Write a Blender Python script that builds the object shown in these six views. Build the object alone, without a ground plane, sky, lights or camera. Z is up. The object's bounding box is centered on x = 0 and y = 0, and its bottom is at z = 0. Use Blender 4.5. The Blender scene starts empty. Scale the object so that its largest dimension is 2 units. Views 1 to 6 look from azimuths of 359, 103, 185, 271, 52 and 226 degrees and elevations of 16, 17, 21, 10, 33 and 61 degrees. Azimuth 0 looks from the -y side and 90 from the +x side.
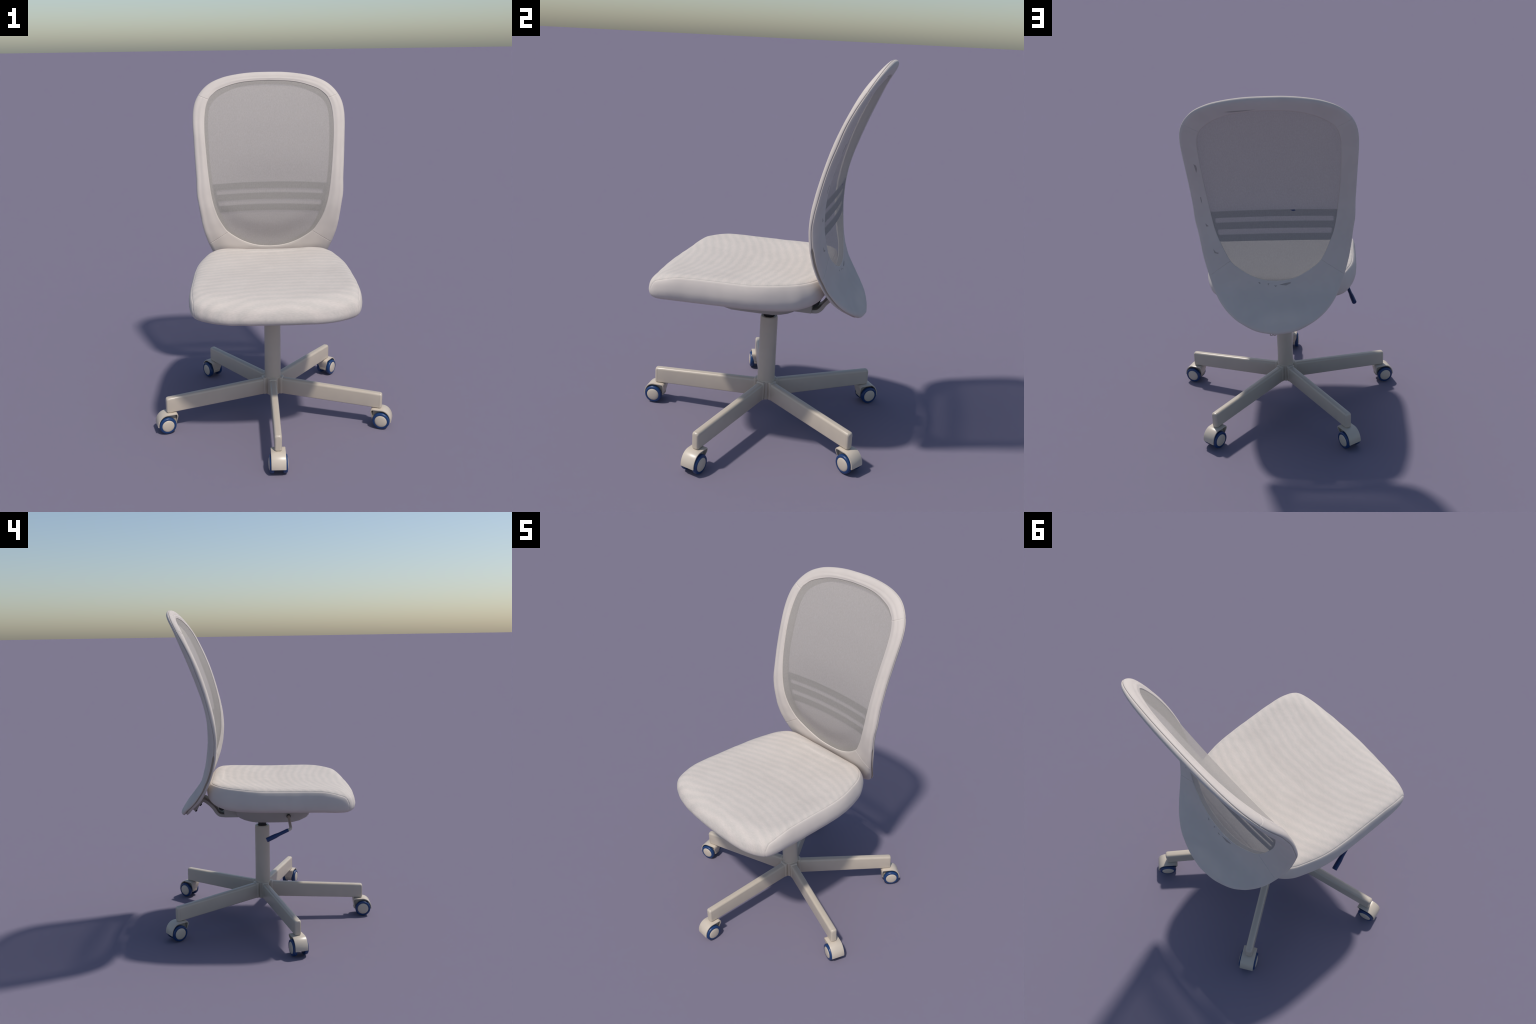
"""Off-white swivel office chair: five-star steel base on twin-wheel casters,
upholstered seat cushion, and a tall framed backrest with two sheer mesh skins."""
import bpy, bmesh, math
import numpy as np
from mathutils import Vector, Matrix

# ------------------------------------------------------------------ helpers
def hermite(xs, ys):
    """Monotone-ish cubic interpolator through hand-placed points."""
    xs, ys = np.asarray(xs, float), np.asarray(ys, float)
    h = np.diff(xs); s = np.diff(ys) / h
    m = np.empty_like(ys); m[0], m[-1] = s[0], s[-1]
    for i in range(1, len(xs) - 1):
        m[i] = 0 if s[i-1] * s[i] <= 0 else (h[i-1] + h[i]) * s[i-1] * s[i] / (h[i] * s[i-1] + h[i-1] * s[i])
    def f(x):
        x = np.clip(np.asarray(x, float), xs[0], xs[-1])
        i = np.clip(np.searchsorted(xs, x) - 1, 0, len(h) - 1)
        t = (x - xs[i]) / h[i]
        return ((1 + 2*t) * (1-t)**2 * ys[i] + t * (1-t)**2 * h[i] * m[i]
                + t*t * (3 - 2*t) * ys[i+1] + t*t * (t-1) * h[i] * m[i+1])
    return f

def catmull(pts, n=24, closed=False):
    """Centripetal-free Catmull-Rom polyline through control points."""
    p = np.asarray(pts, float)
    k = len(p)
    out = []
    for i in range(k if closed else k - 1):
        if closed:
            a, b, c, d = p[(i-1) % k], p[i], p[(i+1) % k], p[(i+2) % k]
        else:
            a, b, c, d = p[max(i-1, 0)], p[i], p[i+1], p[min(i+2, k-1)]
        t = np.linspace(0, 1, n, endpoint=False)[:, None]
        out.append(0.5 * (2*b + (c-a)*t + (2*a - 5*b + 4*c - d)*t*t + (3*b - a - 3*c + d)*t**3))
    if not closed:
        out.append(p[-1:])
    return np.vstack(out)

def arc(poly):
    return np.concatenate([[0], np.cumsum(np.linalg.norm(np.diff(poly, axis=0), axis=1))])

def at_arc(poly, s):
    L = arc(poly)
    return np.stack([np.interp(s, L, poly[:, k]) for k in range(poly.shape[1])], -1)

def smooth(x, a, b):
    t = np.clip((x - a) / (b - a), 0, 1)
    return t * t * (3 - 2*t)

def new_object(name, mesh, parent=None, mats=()):
    o = bpy.data.objects.new(name, mesh)
    bpy.context.scene.collection.objects.link(o)
    for m in mats:
        mesh.materials.append(m)
    if parent:
        o.parent = parent
    return o

def mesh_from(verts, faces, name, smooth_shade=True):
    me = bpy.data.meshes.new(name)
    me.from_pydata([tuple(map(float, v)) for v in verts], [], [tuple(map(int, f)) for f in faces])
    me.update()
    if smooth_shade:
        me.polygons.foreach_set("use_smooth", [True] * len(me.polygons))
    return me

def grid_faces(nu, nv, wrap_u=False, wrap_v=False, flip=False):
    f = []
    for i in range(nu if wrap_u else nu - 1):
        for j in range(nv if wrap_v else nv - 1):
            a, b = i*nv + j, ((i+1) % nu)*nv + j
            c, d = ((i+1) % nu)*nv + (j+1) % nv, i*nv + (j+1) % nv
            f.append((a, d, c, b) if flip else (a, b, c, d))
    return f

def fix_normals(me):
    bm = bmesh.new(); bm.from_mesh(me)
    bmesh.ops.recalc_face_normals(bm, faces=bm.faces)
    bm.to_mesh(me); bm.free(); me.update()

def bevelled(me, width, segments=3, angle=35):
    bm = bmesh.new(); bm.from_mesh(me)
    bmesh.ops.recalc_face_normals(bm, faces=bm.faces)
    es = [e for e in bm.edges if len(e.link_faces) == 2 and e.calc_face_angle() > math.radians(angle)]
    bmesh.ops.bevel(bm, geom=es, offset=width, segments=segments, profile=0.5, affect='EDGES', clamp_overlap=True)
    for f in bm.faces:
        f.smooth = True
    bm.to_mesh(me); bm.free(); me.update()
    return me

def sharpen(me, angle=40):
    me.set_sharp_from_angle(angle=math.radians(angle))

def box_mesh(name, lo, hi, bevel=0.004, seg=3):
    x0, y0, z0 = lo; x1, y1, z1 = hi
    v = [(x0,y0,z0),(x1,y0,z0),(x1,y1,z0),(x0,y1,z0),(x0,y0,z1),(x1,y0,z1),(x1,y1,z1),(x0,y1,z1)]
    f = [(0,3,2,1),(4,5,6,7),(0,1,5,4),(1,2,6,5),(2,3,7,6),(3,0,4,7)]
    me = mesh_from(v, f, name)
    bevelled(me, bevel, seg)
    return me

def lathe(name, profile, n=64, axis='z', centre=(0, 0, 0)):
    """Revolve (radius, height) pairs; a zero radius closes the end."""
    v, f, rings = [], [], []
    for r, h in profile:
        if r < 1e-6:
            rings.append([len(v)]); v.append((0, 0, h))
        else:
            rings.append(list(range(len(v), len(v) + n)))
            v += [(r*math.cos(2*math.pi*k/n), r*math.sin(2*math.pi*k/n), h) for k in range(n)]
    for a, b in zip(rings, rings[1:]):
        for k in range(n):
            q = [a[k % len(a)], a[(k+1) % len(a)], b[(k+1) % len(b)], b[k % len(b)]]
            q = [x for i, x in enumerate(q) if x not in q[:i]]
            if len(q) > 2:
                f.append(q)
    v = np.array(v)
    if axis == 'x':
        v = v[:, [2, 0, 1]]
    v = v + np.array(centre)
    me = mesh_from(v, f, name)
    fix_normals(me); sharpen(me, 38)
    return me

def tube(name, path, radii, n=20):
    """Round bar swept along a path with end caps."""
    p = np.asarray(path, float)
    t = np.gradient(p, axis=0); t /= np.linalg.norm(t, axis=1)[:, None]
    up = np.array([0.13, 0.31, 0.94])
    v = []
    for i in range(len(p)):
        a = np.cross(t[i], up); a /= np.linalg.norm(a); b = np.cross(t[i], a)
        for k in range(n):
            w = 2*math.pi*k/n
            v.append(p[i] + radii[i]*(math.cos(w)*a + math.sin(w)*b))
    f = grid_faces(len(p), n, wrap_v=True)
    f += [tuple(range(n)), tuple(reversed(range((len(p)-1)*n, len(p)*n)))]
    me = mesh_from(v, f, name)
    fix_normals(me); sharpen(me, 45)
    return me

def extrude_x(name, yz, x0, x1, bevel=0.004, seg=3):
    """Side profile in (y, z) extruded across x."""
    n = len(yz)
    v = [(x0, y, z) for y, z in yz] + [(x1, y, z) for y, z in yz]
    f = [tuple(range(n)), tuple(reversed(range(n, 2*n)))] + [(i, (i+1) % n, n + (i+1) % n, n + i) for i in range(n)]
    me = mesh_from(v, f, name)
    bevelled(me, bevel, seg, 30); sharpen(me, 40)
    return me

# ---------------------------------------------------------------- materials
def material(name):
    m = bpy.data.materials.new(name); m.use_nodes = True
    nt = m.node_tree
    return m, nt, nt.nodes["Principled BSDF"], nt.nodes["Material Output"]

def node(nt, kind, **kw):
    n = nt.nodes.new(kind)
    for k, v in kw.items():
        setattr(n, k, v)
    return n

def ramp(nt, fac, stops):
    r = node(nt, "ShaderNodeValToRGB")
    while len(r.color_ramp.elements) < len(stops):
        r.color_ramp.elements.new(0.5)
    for e, (p, c) in zip(r.color_ramp.elements, stops):
        e.position, e.color = p, (*c, 1)
    nt.links.new(fac, r.inputs[0])
    return r.outputs[0]

def scaled(c, k):
    return tuple(min(1, x*k) for x in c)

FABRIC = (0.600, 0.537, 0.487)
CREAM = (0.530, 0.457, 0.370)
BLUE = (0.010, 0.042, 0.140)

def fabric_material(name, base, ribs=0.0, thread=620.0, rough=0.92):
    m, nt, bsdf, out = material(name)
    L = nt.links.new
    tc = node(nt, "ShaderNodeTexCoord")
    mottle = node(nt, "ShaderNodeTexNoise"); mottle.inputs["Scale"].default_value = 9; mottle.inputs["Detail"].default_value = 4
    L(tc.outputs["Object"], mottle.inputs["Vector"])
    col = ramp(nt, mottle.outputs[0], [(0.3, scaled(base, 0.97)), (0.7, scaled(base, 1.03))])
    if ribs:
        # soft woven bars across the seat, drifting a little like a moire
        wav = node(nt, "ShaderNodeTexWave"); wav.bands_direction = 'Y'
        wav.inputs["Scale"].default_value = 6.6; wav.inputs["Distortion"].default_value = 3.4
        wav.inputs["Detail"].default_value = 2.0; wav.inputs["Detail Scale"].default_value = 0.8
        # bars bend backwards towards the sides of the seat
        sep = node(nt, "ShaderNodeSeparateXYZ"); L(tc.outputs["Object"], sep.inputs[0])
        sq = node(nt, "ShaderNodeMath", operation='MULTIPLY'); L(sep.outputs["X"], sq.inputs[0]); L(sep.outputs["X"], sq.inputs[1])
        lean = node(nt, "ShaderNodeMath", operation='MULTIPLY_ADD'); lean.inputs[1].default_value = 0.55
        L(sq.outputs[0], lean.inputs[0]); L(sep.outputs["Y"], lean.inputs[2])
        tilt = node(nt, "ShaderNodeMath", operation='MULTIPLY_ADD'); tilt.inputs[1].default_value = -0.10
        L(sep.outputs["X"], tilt.inputs[0]); L(lean.outputs[0], tilt.inputs[2])
        cmb = node(nt, "ShaderNodeCombineXYZ"); L(sep.outputs["X"], cmb.inputs["X"]); L(tilt.outputs[0], cmb.inputs["Y"])
        L(cmb.outputs[0], wav.inputs["Vector"])
        slub = node(nt, "ShaderNodeTexNoise"); slub.inputs["Scale"].default_value = 1.0; slub.inputs["Detail"].default_value = 3
        mp = node(nt, "ShaderNodeMapping"); mp.inputs["Scale"].default_value = (60, 420, 60)
        L(tc.outputs["Object"], mp.inputs[0]); L(mp.outputs[0], slub.inputs["Vector"])
        tone = ramp(nt, wav.outputs["Fac"], [(0.0, scaled((0.995, 1.012, 1.015), 1 - ribs)), (1.0, (1.0, 1.0, 1.0))])
        tone2 = ramp(nt, slub.outputs[0], [(0.28, (0.93, 0.935, 0.93)), (0.72, (1.045, 1.04, 1.04))])
        for t in (tone, tone2):
            mul = node(nt, "ShaderNodeMix", data_type='RGBA', blend_type='MULTIPLY')
            mul.inputs["Factor"].default_value = 1.0
            L(col, mul.inputs["A"]); L(t, mul.inputs["B"]); col = mul.outputs["Result"]
    L(col, bsdf.inputs["Base Color"])
    weave = node(nt, "ShaderNodeTexVoronoi"); weave.inputs["Scale"].default_value = thread
    L(tc.outputs["Object"], weave.inputs["Vector"])
    bump = node(nt, "ShaderNodeBump"); bump.inputs["Strength"].default_value = 0.12; bump.inputs["Distance"].default_value = 0.001
    L(weave.outputs["Distance"], bump.inputs["Height"]); L(bump.outputs[0], bsdf.inputs["Normal"])
    bsdf.inputs["Roughness"].default_value = rough
    bsdf.inputs["Specular IOR Level"].default_value = 0.2
    bsdf.inputs["Sheen Weight"].default_value = 0.06
    return m

def plastic_material(name, base, rough=0.35, spec=0.5, grain=0.02):
    m, nt, bsdf, out = material(name)
    L = nt.links.new
    tc = node(nt, "ShaderNodeTexCoord")
    nz = node(nt, "ShaderNodeTexNoise"); nz.inputs["Scale"].default_value = 14; nz.inputs["Detail"].default_value = 3
    L(tc.outputs["Object"], nz.inputs["Vector"])
    L(ramp(nt, nz.outputs[0], [(0.3, scaled(base, 1 - grain)), (0.7, scaled(base, 1 + grain))]), bsdf.inputs["Base Color"])
    fine = node(nt, "ShaderNodeTexNoise"); fine.inputs["Scale"].default_value = 350
    L(tc.outputs["Object"], fine.inputs["Vector"])
    bump = node(nt, "ShaderNodeBump"); bump.inputs["Strength"].default_value = 0.04; bump.inputs["Distance"].default_value = 0.0006
    L(fine.outputs[0], bump.inputs["Height"]); L(bump.outputs[0], bsdf.inputs["Normal"])
    bsdf.inputs["Roughness"].default_value = rough
    bsdf.inputs["Specular IOR Level"].default_value = spec
    return m

def sheer_material(name, base, cover):
    """Open knit: an even share of the light passes straight through."""
    m, nt, bsdf, out = material(name)
    L = nt.links.new
    tc = node(nt, "ShaderNodeTexCoord")
    mp = node(nt, "ShaderNodeMapping"); mp.inputs["Scale"].default_value = (260, 60, 110)
    mp.inputs["Rotation"].default_value = (0, math.radians(12), 0)
    nz = node(nt, "ShaderNodeTexNoise"); nz.inputs["Scale"].default_value = 1.0; nz.inputs["Detail"].default_value = 1
    L(tc.outputs["Object"], mp.inputs[0]); L(mp.outputs[0], nz.inputs["Vector"])
    col = ramp(nt, nz.outputs[0], [(0.25, scaled(base, 0.93)), (0.75, scaled(base, 1.06))])
    L(col, bsdf.inputs["Base Color"])
    bsdf.inputs["Roughness"].default_value = 0.95
    bsdf.inputs["Specular IOR Level"].default_value = 0.1
    clear = node(nt, "ShaderNodeBsdfTransparent")
    mix = node(nt, "ShaderNodeMixShader"); mix.inputs[0].default_value = cover
    L(clear.outputs[0], mix.inputs[1]); L(bsdf.outputs[0], mix.inputs[2]); L(mix.outputs[0], out.inputs[0])
    return m

M_FRAME = fabric_material("frame_cover_fabric", FABRIC)
M_SEAT = fabric_material("seat_ribbed_fabric", FABRIC, ribs=0.075)
M_SIDE = fabric_material("seat_side_fabric", FABRIC)
M_CREAM = plastic_material("cream_painted_steel", CREAM, 0.3, 0.5)
M_CAP = plastic_material("cream_plastic", scaled(CREAM, 1.06), 0.35, 0.5)
M_BLUE = plastic_material("blue_rubber", BLUE, 0.35, 0.45)
M_NAVY = plastic_material("navy_plastic", (0.012, 0.035, 0.12), 0.35, 0.4)
M_BLACK = plastic_material("black_plastic", (0.012, 0.012, 0.013), 0.4, 0.4)
M_PAN = plastic_material("grey_mechanism_paint", (0.40, 0.375, 0.335), 0.5, 0.4)
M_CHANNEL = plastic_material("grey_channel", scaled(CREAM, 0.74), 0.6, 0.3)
M_MESH = sheer_material("sheer_mesh", (0.525, 0.482, 0.440), 0.56)
M_MESH_BACK = sheer_material("sheer_mesh_rear", (0.485, 0.447, 0.412), 0.70)
M_LUMBAR = plastic_material("grey_lumbar_plastic", (0.068, 0.078, 0.095), 0.6, 0.3)

M_WALL_SHADE = fabric_material("frame_fabric_darkened_for_shade", (0.31, 0.29, 0.27))  # cover fabric darkened: shadow on the opening's inner wall baked into its colour
M_PLUG = plastic_material("cream_plug", scaled(CREAM, 0.86), 0.5, 0.4)
# ------------------------------------------------------------------ the thing
chair = bpy.data.objects.new("office_chair", None)
bpy.context.scene.collection.objects.link(chair)
chair["label"] = "off-white swivel office chair with mesh back and blue casters"
chair["category"] = "office chair"

AX = 0.0627          # swivel axis stands at y = AX

# ---------------------------------------------------------------------- base
LEG_REACH = 0.658
def leg_section(s, grow=0.0):
    """Closed cross-section of the arm at distance s from the swivel axis."""
    e = max(0, (s - (LEG_REACH - 0.012)) / 0.012)
    shrink = 0.010 * (1 - math.sqrt(max(0, 1 - e*e))) - grow
    k = (s - 0.03) / (LEG_REACH - 0.03)
    top, bot = 0.2365 - 0.0275*k - shrink, 0.137 - 0.019*k + shrink*0.6
    hw = 0.0205 - 0.001*k - shrink
    rt, rb = min(0.013, hw*0.92), min(0.006, hw*0.5)
    sec = []
    for cx, cz, r, a0 in ((hw-rt, top-rt, rt, 0), (-hw+rt, top-rt, rt, 90), (-hw+rb, bot+rb, rb, 180), (hw-rb, bot+rb, rb, 270)):
        for t in np.linspace(0, 90, 7):
            w = math.radians(a0 + t)
            sec.append((s, cx + r*math.cos(w), cz + r*math.sin(w)))
    return sec

def swept(name, stations, grow=0.0, angle=50):
    v = [p for s in stations for p in leg_section(s, grow)]
    n = len(v)//len(stations)
    f = grid_faces(len(stations), n, wrap_v=True)
    f += [tuple(range(n)), tuple(reversed(range((len(stations)-1)*n, len(stations)*n)))]
    me = mesh_from(v, f, name)
    fix_normals(me); sharpen(me, angle)
    return me

def leg_mesh():
    """One square tube arm along +x, tapering outward; top edges well rounded."""
    return swept("leg", np.concatenate([np.linspace(0.030, LEG_REACH - 0.012, 12),
                               LEG_REACH - 0.012 + 0.012*np.sin(np.linspace(0.2, 1, 6)*math.pi/2)]))

def end_cap_line():
    """Thin joint where the plastic end plug meets the tube."""
    return swept("leg_plug", [LEG_REACH - 0.0145, LEG_REACH - 0.0135], 0.00025)

def caster_housing_mesh():
    """Hood wrapping over the twin wheels, with a tapering skirt on the hub side."""
    cx, cz = 0.660, 0.050
    pts = [(cx + 0.0575*math.cos(a), cz + (0.067 if a > 0.2 else 0.067)*math.sin(a)) for a in np.radians(np.linspace(-4, 92, 22))]
    pts += [(0.640, 0.1165), (0.622, 0.1165), (0.608, 0.1160), (0.600, 0.1120), (0.597, 0.104), (0.597, 0.094), (0.599, 0.080), (0.602, 0.066), (0.605, 0.052), (0.608, 0.040)]
    pts = np.array(pts)
    hw = np.concatenate([np.full(22, 0.0385), [0.0385, 0.0385, 0.0385, 0.0385, 0.0385, 0.037, 0.032, 0.027, 0.0235, 0.021]])
    d = np.gradient(pts, axis=0); d /= np.linalg.norm(d, axis=1)[:, None]
    nrm = np.stack([-d[:, 1], d[:, 0]], 1)          # points inward
    inner = pts + nrm*0.006
    v = []
    for p, q, w in zip(pts, inner, hw):
        e = 0.0035
        v += [(q[0], -w, q[1]), (p[0]+nrm[0][0]*0, -w+0.0, p[1])]
        v[-1] = (p[0]*0.8 + q[0]*0.2, -w, p[1]*0.8 + q[1]*0.2)
        v += [(p[0], -w+e, p[1]), (p[0], w-e, p[1]), (p[0]*0.8 + q[0]*0.2, w, p[1]*0.8 + q[1]*0.2), (q[0], w, q[1])]
    n = 6
    f = grid_faces(len(pts), n, wrap_v=True)
    f += [tuple(range(n)), tuple(reversed(range((len(pts)-1)*n, len(pts)*n)))]
    me = mesh_from(v, f, "caster_housing")
    fix_normals(me); sharpen(me, 42)
    return me

def caster_core_mesh():
    """Web between the wheels plus the swivel neck under the leg."""
    yz = [(0.010, 0.113), (-0.050, 0.110), (-0.058, 0.045), (-0.035, 0.030), (0.015, 0.034), (0.025, 0.06), (0.03, 0.09)]
    me = extrude_x("w", yz, -0.0195, 0.0195, 0.003, 2)
    v = np.array([tuple(p.co) for p in me.vertices])
    me.vertices.foreach_set("co", np.stack([v[:, 1] + 0.660, v[:, 0], v[:, 2]], 1).ravel())
    bm = bmesh.new(); bm.from_mesh(me)
    neck = lathe("n", [(0, 0.108), (0.0165, 0.108), (0.0165, 0.1225), (0, 0.1225)], 24, 'z', (0.640, 0, 0))
    bm.from_mesh(neck)
    bmesh.ops.recalc_face_normals(bm, faces=bm.faces)
    bm.to_mesh(me); bm.free(); me.update(); me.name = "caster_core"
    return me

WHEEL_C = (0.660, 0.050)
def wheel_y(me):
    """Lathe axis z becomes the axle direction (local y), hub at the wheel centre."""
    v = np.array([tuple(p.co) for p in me.vertices])
    me.vertices.foreach_set("co", np.stack([v[:, 0], v[:, 2], v[:, 1]], 1).ravel())
    fix_normals(me); sharpen(me, 38); return me

tyre_profile = [(0.030, 0.0225), (0.044, 0.0225), (0.0475, 0.0240), (0.0495, 0.0275), (0.0500, 0.0330), (0.0500, 0.0380),
                (0.0490, 0.0425), (0.0465, 0.0460), (0.0430, 0.0475), (0.0365, 0.0477), (0.0355, 0.0460), (0.030, 0.0455), (0.030, 0.0225)]
cap_profile = [(0.0, 0.0525), (0.012, 0.0522), (0.022, 0.0513), (0.0285, 0.0500), (0.0330, 0.0485), (0.0352, 0.0465), (0.0355, 0.0440), (0.0, 0.0440)]
hubcap_inner = [(0.0, 0.0220), (0.020, 0.0222), (0.0305, 0.0235), (0.0305, 0.030), (0.0, 0.030)]
ME_TYRE = wheel_y(lathe("wheel_tyre", tyre_profile, 64))
ME_CAP = wheel_y(lathe("wheel_cap", cap_profile, 64))
ME_INCAP = wheel_y(lathe("wheel_hub", hubcap_inner, 40))
ME_LEG, ME_PLUG = leg_mesh(), end_cap_line()
ME_HOUSE, ME_CORE = caster_housing_mesh(), caster_core_mesh()
for me, mt in ((ME_TYRE, M_BLUE), (ME_CAP, M_CAP), (ME_INCAP, M_BLACK), (ME_LEG, M_CREAM), (ME_PLUG, M_PLUG), (ME_HOUSE, M_CAP), (ME_CORE, M_CHANNEL)):
    me.materials.append(mt)

for k in range(5):
    turn = Matrix.Translation((0, AX, 0)) @ Matrix.Rotation(math.radians(-90 + 72*k), 4, 'Z')
    leg = new_object("leg", ME_LEG, chair); leg.matrix_local = turn
    new_object("leg_plug", ME_PLUG, leg)
    house = new_object("caster", ME_HOUSE, chair); house.matrix_local = turn
    new_object("caster_core", ME_CORE, house)
    for side in (1, -1):
        place = Matrix.Translation((WHEEL_C[0], 0, WHEEL_C[1])) @ Matrix.Rotation(0 if side > 0 else math.pi, 4, 'Z')
        for nm, me in (("wheel_tyre", ME_TYRE), ("wheel_cap", ME_CAP), ("wheel_hub", ME_INCAP)):
            w = new_object(nm, me, house); w.matrix_local = place

hub_me = lathe("base_hub", [(0, 0.128), (0.036, 0.128), (0.044, 0.131), (0.046, 0.140), (0.047, 0.220), (0.050, 0.236), (0.0515, 0.2415), (0.0505, 0.2455), (0.047, 0.247), (0, 0.247)], 72, 'z', (0, AX, 0))
hub = new_object("base_hub", hub_me, chair, [M_CREAM])
# collar flares where each arm is welded to the hub
fl = []
for k in range(5):
    a = math.radians(-90 + 72*k)
    fl.append((math.cos(a), math.sin(a)))
bm = bmesh.new()
for cx, sy in fl:
    b2 = bmesh.new(); b2.from_mesh(box_mesh("t", (0.040, -0.0235, 0.134), (0.066, 0.0235, 0.2415), 0.008, 3))
    bmesh.ops.transform(b2, matrix=Matrix.Translation((0, AX, 0)) @ Matrix.Rotation(math.atan2(sy, cx), 4, 'Z'), verts=b2.verts)
    tmp = bpy.data.meshes.new("t2"); b2.to_mesh(tmp); b2.free(); bm.from_mesh(tmp)
me = bpy.data.meshes.new("hub_socket"); bm.to_mesh(me); bm.free()
new_object("hub_socket", me, hub, [M_CREAM])

column_me = lathe("column", [(0, 0.235), (0.0470, 0.235), (0.0485, 0.240), (0.0480, 0.40), (0.0475, 0.610), (0.0460, 0.618), (0.0430, 0.6215), (0.0310, 0.6215), (0.0305, 0.610), (0, 0.610)], 80, 'z', (0, AX, 0))
column = new_object("column", column_me, chair, [M_CREAM])
new_object("gas_spring", lathe("gas_spring", [(0, 0.60), (0.0265, 0.60), (0.0265, 0.665), (0, 0.665)], 40, 'z', (0, AX, 0)), column, [M_BLACK])

# ----------------------------------------------------------------- mechanism
def pan_mesh():
    ys = np.array([-0.240, -0.236, -0.222, -0.178, -0.132, -0.06, 0.03, 0.10, 0.14, 0.175, 0.205, 0.225])
    zb = np.array([0.715, 0.702, 0.686, 0.664, 0.653, 0.652, 0.652, 0.653, 0.660, 0.670, 0.684, 0.700])
    v = []
    for y, b in zip(ys, zb):
        sec = [(0.137, 0.790), (0.136, 0.748), (0.129, 0.727), (0.092, b + 0.014), (0.080, b + 0.004), (0.068, b), (0.0, b)]
        sec = sec + [(-x, z) for x, z in sec[-2::-1]]
        sec = [(x, max(z, b)) for x, z in sec]
        v += [(x, y, z) for x, z in sec]
    n = 13
    f = grid_faces(len(ys), n, wrap_v=True) + [tuple(range(n)), tuple(reversed(range((len(ys)-1)*n, len(ys)*n)))]
    me = mesh_from(v, f, "mechanism_pan")
    fix_normals(me); sharpen(me, 32)
    return me
pan = new_object("mechanism", pan_mesh(), chair, [M_PAN])
new_object("mechanism_box", box_mesh("mechanism_box", (-0.075, 0.200, 0.690), (0.075, 0.306, 0.790), 0.005), pan, [M_PAN])
bumper = lathe("rubber_bumper", [(0, -0.055), (0.016, -0.055), (0.018, -0.050), (0.018, 0.050), (0.016, 0.055), (0, 0.055)], 32, 'x', (0, 0.322, 0.748))
new_object("rubber_bumper", bumper, pan, [M_BLACK])
def strap(name, spine, thick, x0, x1, bevel=0.003):
    s = catmull(spine, 8)
    d = np.gradient(s, axis=0); d /= np.linalg.norm(d, axis=1)[:, None]
    n = np.stack([-d[:, 1], d[:, 0]], 1)*thick/2
    return extrude_x(name, [tuple(p) for p in np.vstack([s + n, (s - n)[::-1]])], x0, x1, bevel, 2)
new_object("back_bracket", strap("back_bracket", [(0.20, 0.700), (0.290, 0.699), (0.330, 0.702), (0.352, 0.718), (0.372, 0.748), (0.400, 0.778), (0.432, 0.800), (0.452, 0.797), (0.47, 0.775), (0.500, 0.738)], 0.020, -0.065, 0.065), pan, [M_PAN])
bolt_me = lathe("bracket_bolt", [(0, 0), (0.010, 0), (0.010, 0.010), (0.0085, 0.012), (0, 0.012)], 6)
bolt_me.materials.append(M_BLACK)
for x in (-0.030, 0.030):
    for y, z in ((0.464, 0.772), (0.494, 0.734)):
        b = new_object("bracket_bolt", bolt_me, pan)
        b.matrix_local = Matrix.Translation((x, y, z)) @ Vector((0, -0.76, -0.65)).to_track_quat('Z', 'Y').to_matrix().to_4x4()

# height lever on the sitter's right
rod = catmull([(-0.10, -0.106, 0.707), (-0.20, -0.107, 0.706), (-0.33, -0.109, 0.700), (-0.382, -0.1095, 0.698), (-0.395, -0.104, 0.695), (-0.401, -0.088, 0.688), (-0.409, -0.06, 0.679)], 8)
lever = new_object("height_lever", tube("height_lever", rod, [0.0090]*len(rod)), chair, [M_CREAM])
k0, k1 = np.array((-0.399, -0.094, 0.6915)), np.array((-0.438, 0.036, 0.641))
ts = np.array([0, 0.01, 0.02, 0.25, 0.42, 0.50, 0.58, 0.70, 0.97, 0.985, 1.0])
rs = np.array([0.009, 0.0103, 0.0106, 0.0106, 0.0108, 0.0120, 0.0134, 0.0140, 0.0142, 0.0138, 0.0125])
new_object("lever_grip", tube("lever_grip", k0 + ts[:, None]*(k1 - k0), rs, 28), lever, [M_NAVY])
new_object("lever_grommet", lathe("lever_grommet", [(0, -0.004), (0.0135, -0.004), (0.0135, 0.004), (0, 0.004)], 24, 'x', (-0.129, -0.106, 0.707)), lever, [M_BLACK])

# ---------------------------------------------------------------------- seat
SEAT_C = np.array([0.0, -0.06])
SEAT_DX = 0.001
half = [(0, -0.526), (0.15, -0.521), (0.28, -0.508), (0.372, -0.485), (0.430, -0.449), (0.452, -0.374), (0.456, -0.26), (0.455, -0.13),
        (0.452, 0.0), (0.440, 0.12), (0.413, 0.225), (0.380, 0.309), (0.320, 0.372), (0.22, 0.399), (0, 0.405)]
outline = catmull(half + [(-x, y) for x, y in half[-2:0:-1]], 30, closed=True)
ang = np.unwrap(np.arctan2(outline[:, 0], -(outline[:, 1] - SEAT_C[1])))     # 0 at the front, + towards +x
ang -= ang[0]
rad = np.linalg.norm(outline - SEAT_C, axis=1)
def seat_radius(a):
    return np.interp(np.mod(a, 2*math.pi), np.append(ang, 2*math.pi), np.append(rad, rad[0]))
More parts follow.
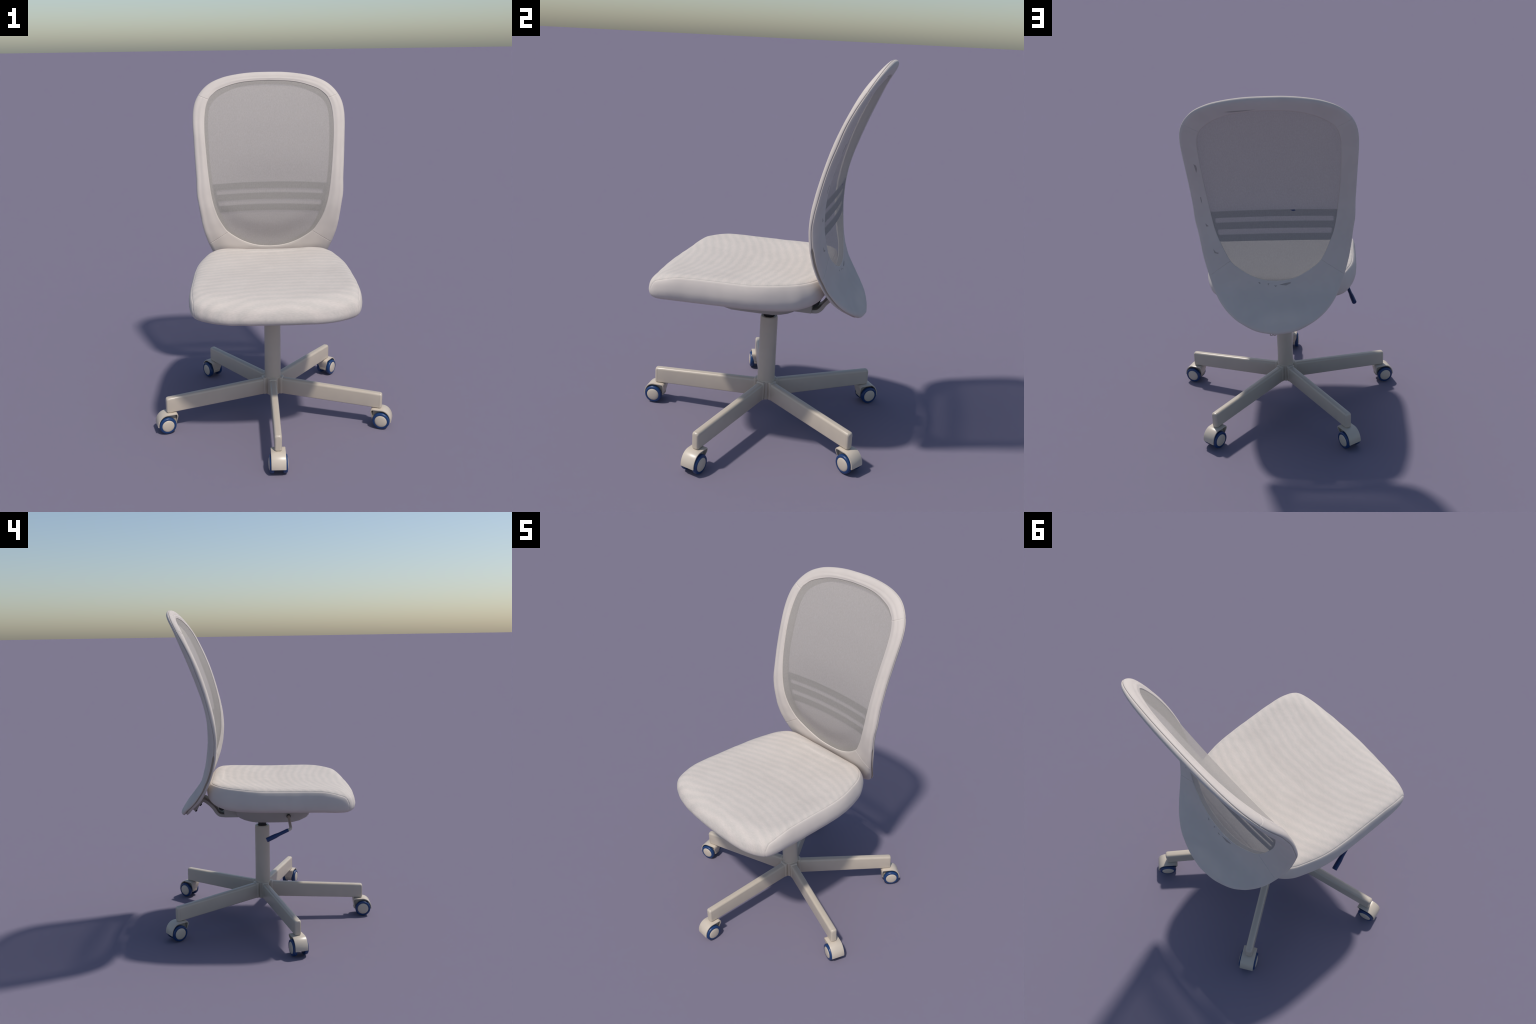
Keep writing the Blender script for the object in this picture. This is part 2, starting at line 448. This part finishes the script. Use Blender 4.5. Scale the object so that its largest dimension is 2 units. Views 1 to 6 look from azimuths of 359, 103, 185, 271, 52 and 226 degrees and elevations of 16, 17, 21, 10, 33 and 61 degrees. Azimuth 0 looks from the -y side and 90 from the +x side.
# cross profiles from underside centre to top centre: (inset from outline, height)
side_prof = np.array([(0.45, .787), (.14, .788), (.08, .793), (.048, .799), (.022, .810), (.007, .827), (0, .855), (.002, .886), (.010, .914), (.022, .932), (.045, .941), (.085, .943), (.15, .940), (0.45, .928)])
front_prof = np.array([(0.45, .787), (.14, .787), (.085, .783), (.050, .780), (.024, .783), (.007, .794), (0, .814), (.003, .835), (.013, .858), (.031, .877), (.060, .893), (.105, .905), (.18, .914), (0.45, .926)])
SEG = 12
def dense(p):
    return catmull(p, SEG)
SP, FP = dense(side_prof), dense(front_prof)
NT = len(SP)
SEAM_T = 9*SEG
def seat_point(a, ti):
    """a: angle array, ti: float ring index array (broadcast)."""
    a, ti = np.broadcast_arrays(np.asarray(a, float), np.asarray(ti, float))
    aa = np.abs((a + math.pi) % (2*math.pi) - math.pi)
    f = 1 - smooth(aa, math.radians(27), math.radians(62))
    idx = np.arange(NT)
    d = np.interp(ti, idx, SP[:, 0])*(1-f) + np.interp(ti, idx, FP[:, 0])*f
    z = np.interp(ti, idx, SP[:, 1])*(1-f) + np.interp(ti, idx, FP[:, 1])*f
    R = seat_radius(a)
    big = 0.15
    # insets beyond `big` close linearly onto the centre
    r = np.where(d <= big, R - d, (R - big)*(0.45 - np.clip(d, big, 0.45))/(0.45 - big))
    r = r - 0.008*smooth(aa, math.radians(128), math.radians(160))*smooth(ti, 6.3*SEG, 9*SEG)*(1 - smooth(ti, 9.5*SEG, 12*SEG))
    x = SEAT_C[0] + r*np.sin(a); y = SEAT_C[1] - r*np.cos(a)
    up = smooth(ti, 5*SEG, 9*SEG)
    rear = np.clip((y - 0.17)/0.22, 0, 1.2)
    lift = 0.030*np.clip((y + 0.04)/0.40, 0, 1.1)**1.2
    z = z + up*0.024*np.clip((y - 0.04)/0.34, 0, 1.1)**1.35 + (1-up)*0.036*rear**2.2
    # shoulders fall away gently before the front corners
    z = z - 0.013*np.clip((-y - 0.20)/0.20, 0, 1)**2*smooth(ti, 7*SEG, 9*SEG)*(1 - f)
    # the open middle of the top is one smooth, shallow dish
    H = (0.9262 + 0.017*(x/0.40)**2 + lift*(0.74 + 0.26*np.clip(np.abs(x)/0.25, 0, 1)**2)
         - 0.022*np.clip((-y - 0.06)/0.38, 0, 1)**2*(1 - 0.35*(x/0.4)**2))
    z = z + (H - z)*smooth(ti, 9.3*SEG, 12.2*SEG)
    # middle of the rear edge rolls down behind the sitter
    z = z - 0.011*smooth(aa, math.radians(140), math.radians(165))*smooth(ti, 6.5*SEG, 9*SEG)*(1 - smooth(ti, 9.3*SEG, 11.4*SEG))
    return np.stack([x + SEAT_DX, y, z], -1)

fine = np.radians(np.linspace(40, 62, 70))
angs = np.unique(np.round(np.concatenate([np.linspace(0, 2*math.pi, 420, endpoint=False), fine, 2*math.pi - fine]), 5))
NA = len(angs)
rings = np.arange(1, NT - 1)
P = seat_point(angs[:, None], rings[None, :])
# seam: along the shoulder, then turning down at the front corners
def seam_curve(sign):
    t = np.linspace(0, 1, 160)
    down = np.stack([np.interp(t, [0, .5, .75, .9, 1], [46.5, 47.0, 49.0, 53, 60]), np.interp(t, [0, .5, .75, .9, 1], [3.2*SEG, 6.5*SEG, 8.15*SEG, 8.75*SEG, SEAM_T])], 1)
    run = np.stack([np.linspace(60, 180, 400), np.full(400, float(SEAM_T))], 1)
    c = np.vstack([down, run[1:]])
    # round the corner of the parameter curve
    for _ in range(40):
        c[1:-1] = 0.5*c[1:-1] + 0.25*(c[:-2] + c[2:])
    return c, seat_point(sign*np.radians(c[:, 0]), c[:, 1])
cR, seamR = seam_curve(1); cL, seamL = seam_curve(-1)
seam = np.vstack([seamR, seamL])
flat = P.reshape(-1, 3)
dist = np.full(len(flat), 9.0)
for i in range(0, len(flat), 4000):
    blk = flat[i:i+4000]
    dist[i:i+4000] = np.sqrt(((blk[:, None] - seam[None])**2).sum(-1).min(1))
du = np.gradient(P, axis=0); dv = np.gradient(P, axis=1)
nr = np.cross(du, dv); nr /= np.linalg.norm(nr, axis=2)[..., None] + 1e-12
if nr[0, 6*SEG, 1] > 0:
    nr = -nr
relief = -0.0018*np.exp(-(dist/0.0022)**2) + 0.0002*np.exp(-((dist - 0.009)/0.005)**2)
rng = np.random.default_rng(4)
# faint tailoring waves in the cover
wav = sum(0.00015*np.sin(flat @ rng.normal(0, 38, 3) + rng.uniform(0, 6)) for _ in range(7))
flat = flat + nr.reshape(-1, 3)*(relief + wav)[:, None]
NV = len(rings)
verts = np.vstack([flat, [[SEAT_DX, SEAT_C[1], 0.787]], [[SEAT_DX, SEAT_C[1], 0.9262]]])
faces = np.array(grid_faces(NA, NV, wrap_u=True))
aa = np.degrees(np.abs((angs + math.pi) % (2*math.pi) - math.pi))
lim_a = np.interp(rings, cR[:160, 1], cR[:160, 0])           # seam angle for each ring
side_v = (aa[:, None] > lim_a[None, :]) & (rings[None, :] <= SEAM_T) & (rings[None, :] >= 3.2*SEG)
side_f = side_v.reshape(-1)[faces].all(1)
caps = [(i*NV, ((i+1) % NA)*NV, NA*NV) for i in range(NA)] + [(i*NV + NV-1, ((i+1) % NA)*NV + NV-1, NA*NV + 1) for i in range(NA)]
whole = mesh_from(verts, [tuple(f) for f in faces] + caps, "whole_seat")
fix_normals(whole)
allp = [tuple(p.vertices) for p in whole.polygons]
vn = np.zeros((len(whole.vertices), 3), np.float32); whole.vertex_normals.foreach_get("vector", vn.ravel()) if False else None
vn = np.array([tuple(n.vector) for n in whole.vertex_normals])
def piece(name, polys, parent, mat):
    used = np.unique(np.concatenate([np.array(p) for p in polys]))
    back = {int(u): i for i, u in enumerate(used)}
    me = mesh_from(verts[used], [[back[i] for i in p] for p in polys], name)
    me.normals_split_custom_set_from_vertices([tuple(n) for n in vn[used]])
    return new_object(name, me, parent, [mat])
sideset = list(side_f) + [False]*len(caps)
seat = piece("seat_cushion", [p for p, s in zip(allp, sideset) if not s], chair, M_SEAT)
piece("seat_side_panel", [p for p, s in zip(allp, sideset) if s], seat, M_SIDE)
bpy.data.meshes.remove(whole)

# ------------------------------------------------------------------ backrest
X0 = 0.004
outer = [(0, 1.9995), (.09, 1.998), (.175, 1.990), (.25, 1.977), (.30, 1.962), (.346, 1.942), (.384, 1.915), (.419, 1.876), (.443, 1.830), (.4545, 1.775),
         (.4565, 1.71), (.453, 1.63), (.449, 1.55), (.445, 1.47), (.441, 1.39), (.4395, 1.30), (.430, 1.235), (.418, 1.15), (.403, 1.07), (.383, 1.0),
         (.369, .96), (.354, .92), (.333, .88), (.305, .84), (.264, .80), (.202, .76), (.111, .718), (0, .700)]
inner_f = [(0, 1.952), (.125, 1.946), (.21, 1.932), (.295, 1.903), (.333, 1.877), (.360, 1.846), (.380, 1.785), (.386, 1.68), (.376, 1.52), (.362, 1.37),
           (.345, 1.257), (.318, 1.165), (.284, 1.098), (.256, 1.060), (.19, 1.010), (.126, .979), (.065, .963), (0, .958)]
inner_b = [(0, 1.928), (.10, 1.924), (.19, 1.909), (.265, 1.881), (.315, 1.850), (.342, 1.822), (.360, 1.778), (.366, 1.71), (.363, 1.58), (.352, 1.43),
           (.331, 1.275), (.304, 1.185), (.250, 1.074), (.183, 1.020), (.11, .982), (.055, .968), (0, .964)]
Z =      [.69, .72, .76, .80, .84, .88, .92, .96, 1.0, 1.07, 1.15, 1.23, 1.31, 1.39, 1.47, 1.55, 1.63, 1.71, 1.79, 1.87, 1.95, 2.01]
GROOVE = [.560, .548, .530, .497, .464, .438, .414, .396, .378, .356, .341, .335, .344, .360, .378, .400, .428, .456, .493, .537, .579, .608]
FRONTE = [.530, .518, .497, .465, .433, .409, .390, .373, .357, .335, .320, .315, .321, .335, .355, .378, .404, .436, .472, .510, .553, .583]
BACKE =  [.586, .577, .556, .521, .487, .456, .429, .411, .396, .380, .371, .366, .369, .380, .400, .427, .456, .487, .520, .555, .596, .622]
BACKC =  [.598, .588, .564, .532, .502, .474, .451, .437, .429, .416, .405, .398, .396, .401, .412, .431, .456, .485, .521, .562, .611, .638]
THICKC = [.056, .056, .050, .046, .043, .040, .037, .034, .031, .031, .034, .036, .036, .036, .038, .040, .040, .040, .040, .040, .042, .044]
fG, fF, fB, fC, fT = (hermite(Z, t) for t in (GROOVE, FRONTE, BACKE, BACKC, THICKC))
op = catmull(outer, 20)
wz = hermite(op[::-1, 1][::4], op[::-1, 0][::4])
def edge_w(z):
    return np.where(z > 1.71, 0.4545, np.maximum(wz(np.minimum(z, 1.71)), 0.16))
def bow(x, z):
    return np.clip(1 - (x/edge_w(z))**2, -0.15, 1)
def back_y(x, z):  return fB(z) + (fC(z) - fB(z))*bow(x, z)
def front_y(x, z): return fF(z) + (fC(z) - fT(z) - fF(z))*bow(x, z)
def groove_y(x, z): return fG(z) + (0.5*(fC(z) - fT(z)*0.5 + fG(z)) - fG(z))*np.where(z > 1.8, bow(x, z), 0)

def loop_half(ctrl, marks, fr):
    """Resample a half outline so that marked points fall at given fractions."""
    p = catmull(ctrl, 20); L = arc(p)
    s = [0] + [L[np.argmin(((p - np.array(m))**2).sum(1))] for m in marks] + [L[-1]]
    return lambda t: at_arc(p, np.interp(t, [0] + fr + [1], s))
FR = [0.20, 0.68]
oh = loop_half(outer, [(.420, 1.866), (.377, .985)], FR)
fh = loop_half(inner_f, [(.360, 1.846), (.256, 1.060)], FR)
bh = loop_half(inner_b, [(.342, 1.822), (.250, 1.074)], FR)
t = np.linspace(0, 1, 260)
t = np.unique(np.concatenate([t] + [f + np.linspace(-0.003, 0.003, 13) for f in FR]))
def full(h):
    a = h(t); return np.vstack([a, a[-2:0:-1]*[-1, 1]])
O, IF, IB = full(oh), full(fh), full(bh)
tt = np.concatenate([t, t[-2:0:-1]])
dent = sum(np.exp(-((tt - f)/0.0009)**2) for f in FR)           # seams across the cover
NP = len(O)
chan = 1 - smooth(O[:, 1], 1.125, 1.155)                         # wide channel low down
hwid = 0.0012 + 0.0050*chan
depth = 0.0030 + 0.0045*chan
def lerp(a, b, k): return a + (b - a)*k
rows = []
wid = np.linalg.norm(IF - O, axis=1); widb = np.linalg.norm(IB - O, axis=1)
def pt(xz, y): return np.stack([xz[:, 0], y, xz[:, 1]], 1)
def along(I, w, d):
    return O + (I - O)*(d/w)[:, None]
gy = groove_y(O[:, 0], O[:, 1])
rows.append(pt(along(IF, wid, depth), gy))
rows.append(pt(along(IF, wid, depth), gy - hwid*0.9))
rows.append(pt(along(IF, wid, np.full(NP, 0.0012)), gy - hwid))
RF, RB = 0.026, 0.034
for k in np.linspace(0.04, 1, 12):
    d = RF*(1 - math.cos(k*math.pi/2))
    xz = along(IF, wid, np.full(NP, d))
    y = lerp(gy - hwid, front_y(xz[:, 0], xz[:, 1]), math.sin(k*math.pi/2))
    rows.append(pt(xz, y + 0.0022*dent))
for k in np.linspace(0, 1, 16)[1:]:
    d = RF + (wid - RF - 0.004)*k
    xz = along(IF, wid, d)
    crown = -0.0035*np.sin(math.pi*k)**2*np.clip(wid/0.07, 0, 1)
    rows.append(pt(xz, front_y(xz[:, 0], xz[:, 1]) + crown + 0.0022*dent))
for d, dy in ((0.0012, 0.0012), (0.0, 0.004)):
    xz = along(IF, wid, wid - d)
    rows.append(pt(xz, front_y(xz[:, 0], xz[:, 1]) + dy))
wall0 = len(rows) - 1
for k in (0.33, 0.66):
    a = pt(IF, front_y(IF[:, 0], IF[:, 1]) + 0.005); b = pt(IB, back_y(IB[:, 0], IB[:, 1]) - 0.005)
    rows.append(lerp(a, b, k))
for d, dy in ((0.0, 0.0035), (0.0012, 0.0010)):
    xz = along(IB, widb, widb - d)
    rows.append(pt(xz, back_y(xz[:, 0], xz[:, 1]) - dy))
for k in np.linspace(1, 0, 16)[:-1]:
    d = RB + (widb - RB - 0.004)*k
    xz = along(IB, widb, d)
    rows.append(pt(xz, back_y(xz[:, 0], xz[:, 1]) - 0.0018*dent))
for k in np.linspace(1, 0.04, 12)[1:]:
    d = RB*(1 - math.cos(k*math.pi/2))
    xz = along(IB, widb, np.full(NP, d))
    y = lerp(gy + hwid, back_y(xz[:, 0], xz[:, 1]), math.sin(k*math.pi/2))
    rows.append(pt(xz, y - 0.0018*dent))
rows.append(pt(along(IB, widb, np.full(NP, 0.0012)), gy + hwid))
rows.append(pt(along(IB, widb, depth), gy + hwid*0.9))
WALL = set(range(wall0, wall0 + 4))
G = np.stack(rows, 1)                       # (NP, rows, 3)
nrow = G.shape[1]
gv = G.reshape(-1, 3)
gv = gv + np.array([X0, 0, 0])
frame_me = mesh_from(gv, grid_faces(NP, nrow, wrap_u=True, wrap_v=True), "backrest")
fix_normals(frame_me); sharpen(frame_me, 60)
frame_me.materials.append(M_FRAME); frame_me.materials.append(M_CHANNEL); frame_me.materials.append(M_WALL_SHADE)
# grey channel floor low on the frame; opening's inner wall gets painted-in shade
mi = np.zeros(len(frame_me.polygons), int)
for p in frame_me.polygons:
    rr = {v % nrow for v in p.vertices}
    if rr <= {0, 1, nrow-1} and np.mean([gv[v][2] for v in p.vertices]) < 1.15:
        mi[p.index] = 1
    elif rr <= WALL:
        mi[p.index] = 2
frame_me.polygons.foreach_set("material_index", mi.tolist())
frame = new_object("backrest", frame_me, chair)

def skin(name, loop, yfun, off, parent, mat, nr=26):
    """Taut sheet stretched across the opening, its rim tucked under the lip."""
    c = np.array([0, 1.47])
    ks = np.linspace(0, 1, nr)[1:]
    v = []
    for k in ks:
        xz = c + (loop - c)*k*(1 + 0.004*(k == 1))
        v.append(pt(xz, yfun(xz[:, 0], xz[:, 1]) + off))
    v = np.stack(v, 1)
    vv = np.vstack([v.reshape(-1, 3), [[0, float(yfun(np.array(0.), np.array(1.47))) + off, 1.47]]]) + [X0, 0, 0]
    n = nr - 1
    f = grid_faces(len(loop), n, wrap_u=True) + [(i*n, ((i+1) % len(loop))*n, len(loop)*n) for i in range(len(loop))]
    me = mesh_from(vv, f, name)
    fix_normals(me)
    return new_object(name, me, parent, [mat])
low = np.array([p for p in inner_f[::-1] if p[1] < 1.2])
RIM_X, RIM_Z = low[:, 0], low[:, 1]
def front_skin_y(x, z):
    # the knit is pulled forward into a soft belly low in the opening
    y = front_y(x, z)
    away = smooth(z - np.interp(np.abs(x), RIM_X, RIM_Z), 0.035, 0.17)      # height above the lower rim
    return y + (np.minimum(fF(z) + 0.014, y) - y)*0.65*away*(1 - smooth(z, 1.16, 1.42))
skin("mesh_panel", IF, front_skin_y, 0.0045, frame, M_MESH)
skin("mesh_panel", IB, back_y, -0.0035, frame, M_MESH_BACK)

# lumbar plate: three bands joined by end strips, set between the two skins
bands = [(1.187, 1.226), (1.257, 1.296), (1.324, 1.362)]
lw = hermite([z for x, z in inner_b][::-1][:12], [x for x, z in inner_b][::-1][:12])
def plate_y(x, z): return back_y(x, z) - 0.0085
def slab(x0s, x1s, zs, nx):
    """Curved slab between left/right limits per z, 5 mm thick; returns verts, faces."""
    fr, bk = [], []
    for z, a, b in zip(zs, x0s, x1s):
        x = np.linspace(a, b, nx)
        zz = z + 0.010*(1 - (x/0.34)**2) - 0.009
        y = plate_y(x, zz)
        fr.append(np.stack([x, y - 0.0020, zz], 1)); bk.append(np.stack([x, y + 0.0020, zz], 1))
    fr, bk = np.vstack(fr), np.vstack(bk)
    nz, n = len(zs), len(fr)
    f = grid_faces(nz, nx) + [tuple(n + i for i in q[::-1]) for q in grid_faces(nz, nx)]
    rim = list(range(nx)) + [i*nx + nx-1 for i in range(1, nz)] + list(range(nz*nx-2, (nz-1)*nx-1, -1)) + [i*nx for i in range(nz-2, 0, -1)]
    f += [(rim[i], rim[(i+1) % len(rim)], n + rim[(i+1) % len(rim)], n + rim[i]) for i in range(len(rim))]
    return np.vstack([fr, bk]), f
vs, fs, base = [], [], 0
def add(v, f):
    global base
    vs.append(v + [X0, 0, 0]); fs.extend([tuple(base + i for i in q) for q in f]); base += len(v)
for lo, hi in bands:
    zz = np.linspace(lo, hi, 5); w = lw(zz) + 0.004
    add(*slab(-w, w, zz, 60))
for (lo, hi) in ((1.226, 1.257), (1.296, 1.324)):
    zz = np.linspace(lo, hi, 9); w = lw(zz) + 0.004
    h = (hi - lo)/2; cut = 0.322*np.ones(9) - 0.0 if lo > 1.29 else 0.312*np.ones(9)
    cut = np.minimum(cut, w - 0.014) - 0.006 + 0.006*np.sqrt(np.clip(1 - ((zz - (lo+hi)/2)/h)**8, 0, 1))
    add(*slab(-w, -cut, zz, 5)); add(*slab(cut, w, zz, 5))
lum = mesh_from(np.vstack(vs), fs, "lumbar_support")
bm = bmesh.new(); bm.from_mesh(lum); bmesh.ops.recalc_face_normals(bm, faces=bm.faces); bm.to_mesh(lum); bm.free(); sharpen(lum, 40)
new_object("lumbar_support", lum, frame, [M_LUMBAR])

# zip pull: two small eyelets under the bottom edge
for dx in (0.010, 0.028):
    a = np.linspace(0, 2*math.pi, 21)
    ring = np.stack([X0 + dx + 0.0075*np.cos(a), 0.566 + 0*a, 0.700 + 0.0045*np.sin(a)], 1)
    new_object("zip_pull", tube("zip_pull", ring, [0.0018]*21, 8), frame, [M_CHANNEL])

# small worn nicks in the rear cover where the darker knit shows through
M_NICK = plastic_material("worn_nick", scaled(FABRIC, 0.62), 0.9, 0.1)
nicks = [
    [(.199, 1.928), (.150, 1.932), (.049, 1.936), (.110, 1.929), (.166, 1.925)],
    [(.398, 1.640), (.386, 1.631), (.384, 1.609), (.391, 1.589), (.394, 1.611)],
    [(.390, 1.443), (.386, 1.444), (.384, 1.404), (.389, 1.420)],
    [(.378, 1.287), (.361, 1.271), (.374, 1.268)],
    [(.345, 1.139), (.336, 1.121), (.315, 1.119), (.318, 1.112), (.338, 1.116)],
    [(.099, .960), (.088, .957), (.087, .949), (.094, .951)],
    [(.047, .951), (.037, .953), (.044, .941)],
    [(.011, .941), (-.006, .940), (.003, .933)],
    [(-.018, .944), (-.051, .953), (-.079, .957), (-.083, .952), (-.055, .940)],
]
def patch(name, outline, lift, mat, surf=back_y):
    """Thin sliver lying just proud of the rear surface."""
    o = np.array(outline); o = np.vstack([lerp(o[i], o[(i+1) % len(o)], k) for i in range(len(o)) for k in (0, .25, .5, .75)])
    c = o.mean(0)
    xz = np.vstack([o, [c]])
    n = len(o)
    y = surf(xz[:, 0], xz[:, 1])
    v = np.vstack([pt(xz, y + lift), pt(xz, y - 0.001)]) + [X0, 0, 0]
    f = [(i, (i+1) % n, n) for i in range(n)] + [((i+1) % n + n+1, i + n+1, 2*n+1) for i in range(n)]
    f += [(i, i + n+1, (i+1) % n + n+1, (i+1) % n) for i in range(n)]
    me = mesh_from(v, f, name, False); fix_normals(me)
    return new_object(name, me, frame, [mat])
for o in nicks:
    patch("worn_nick", o, 0.0007, M_NICK)
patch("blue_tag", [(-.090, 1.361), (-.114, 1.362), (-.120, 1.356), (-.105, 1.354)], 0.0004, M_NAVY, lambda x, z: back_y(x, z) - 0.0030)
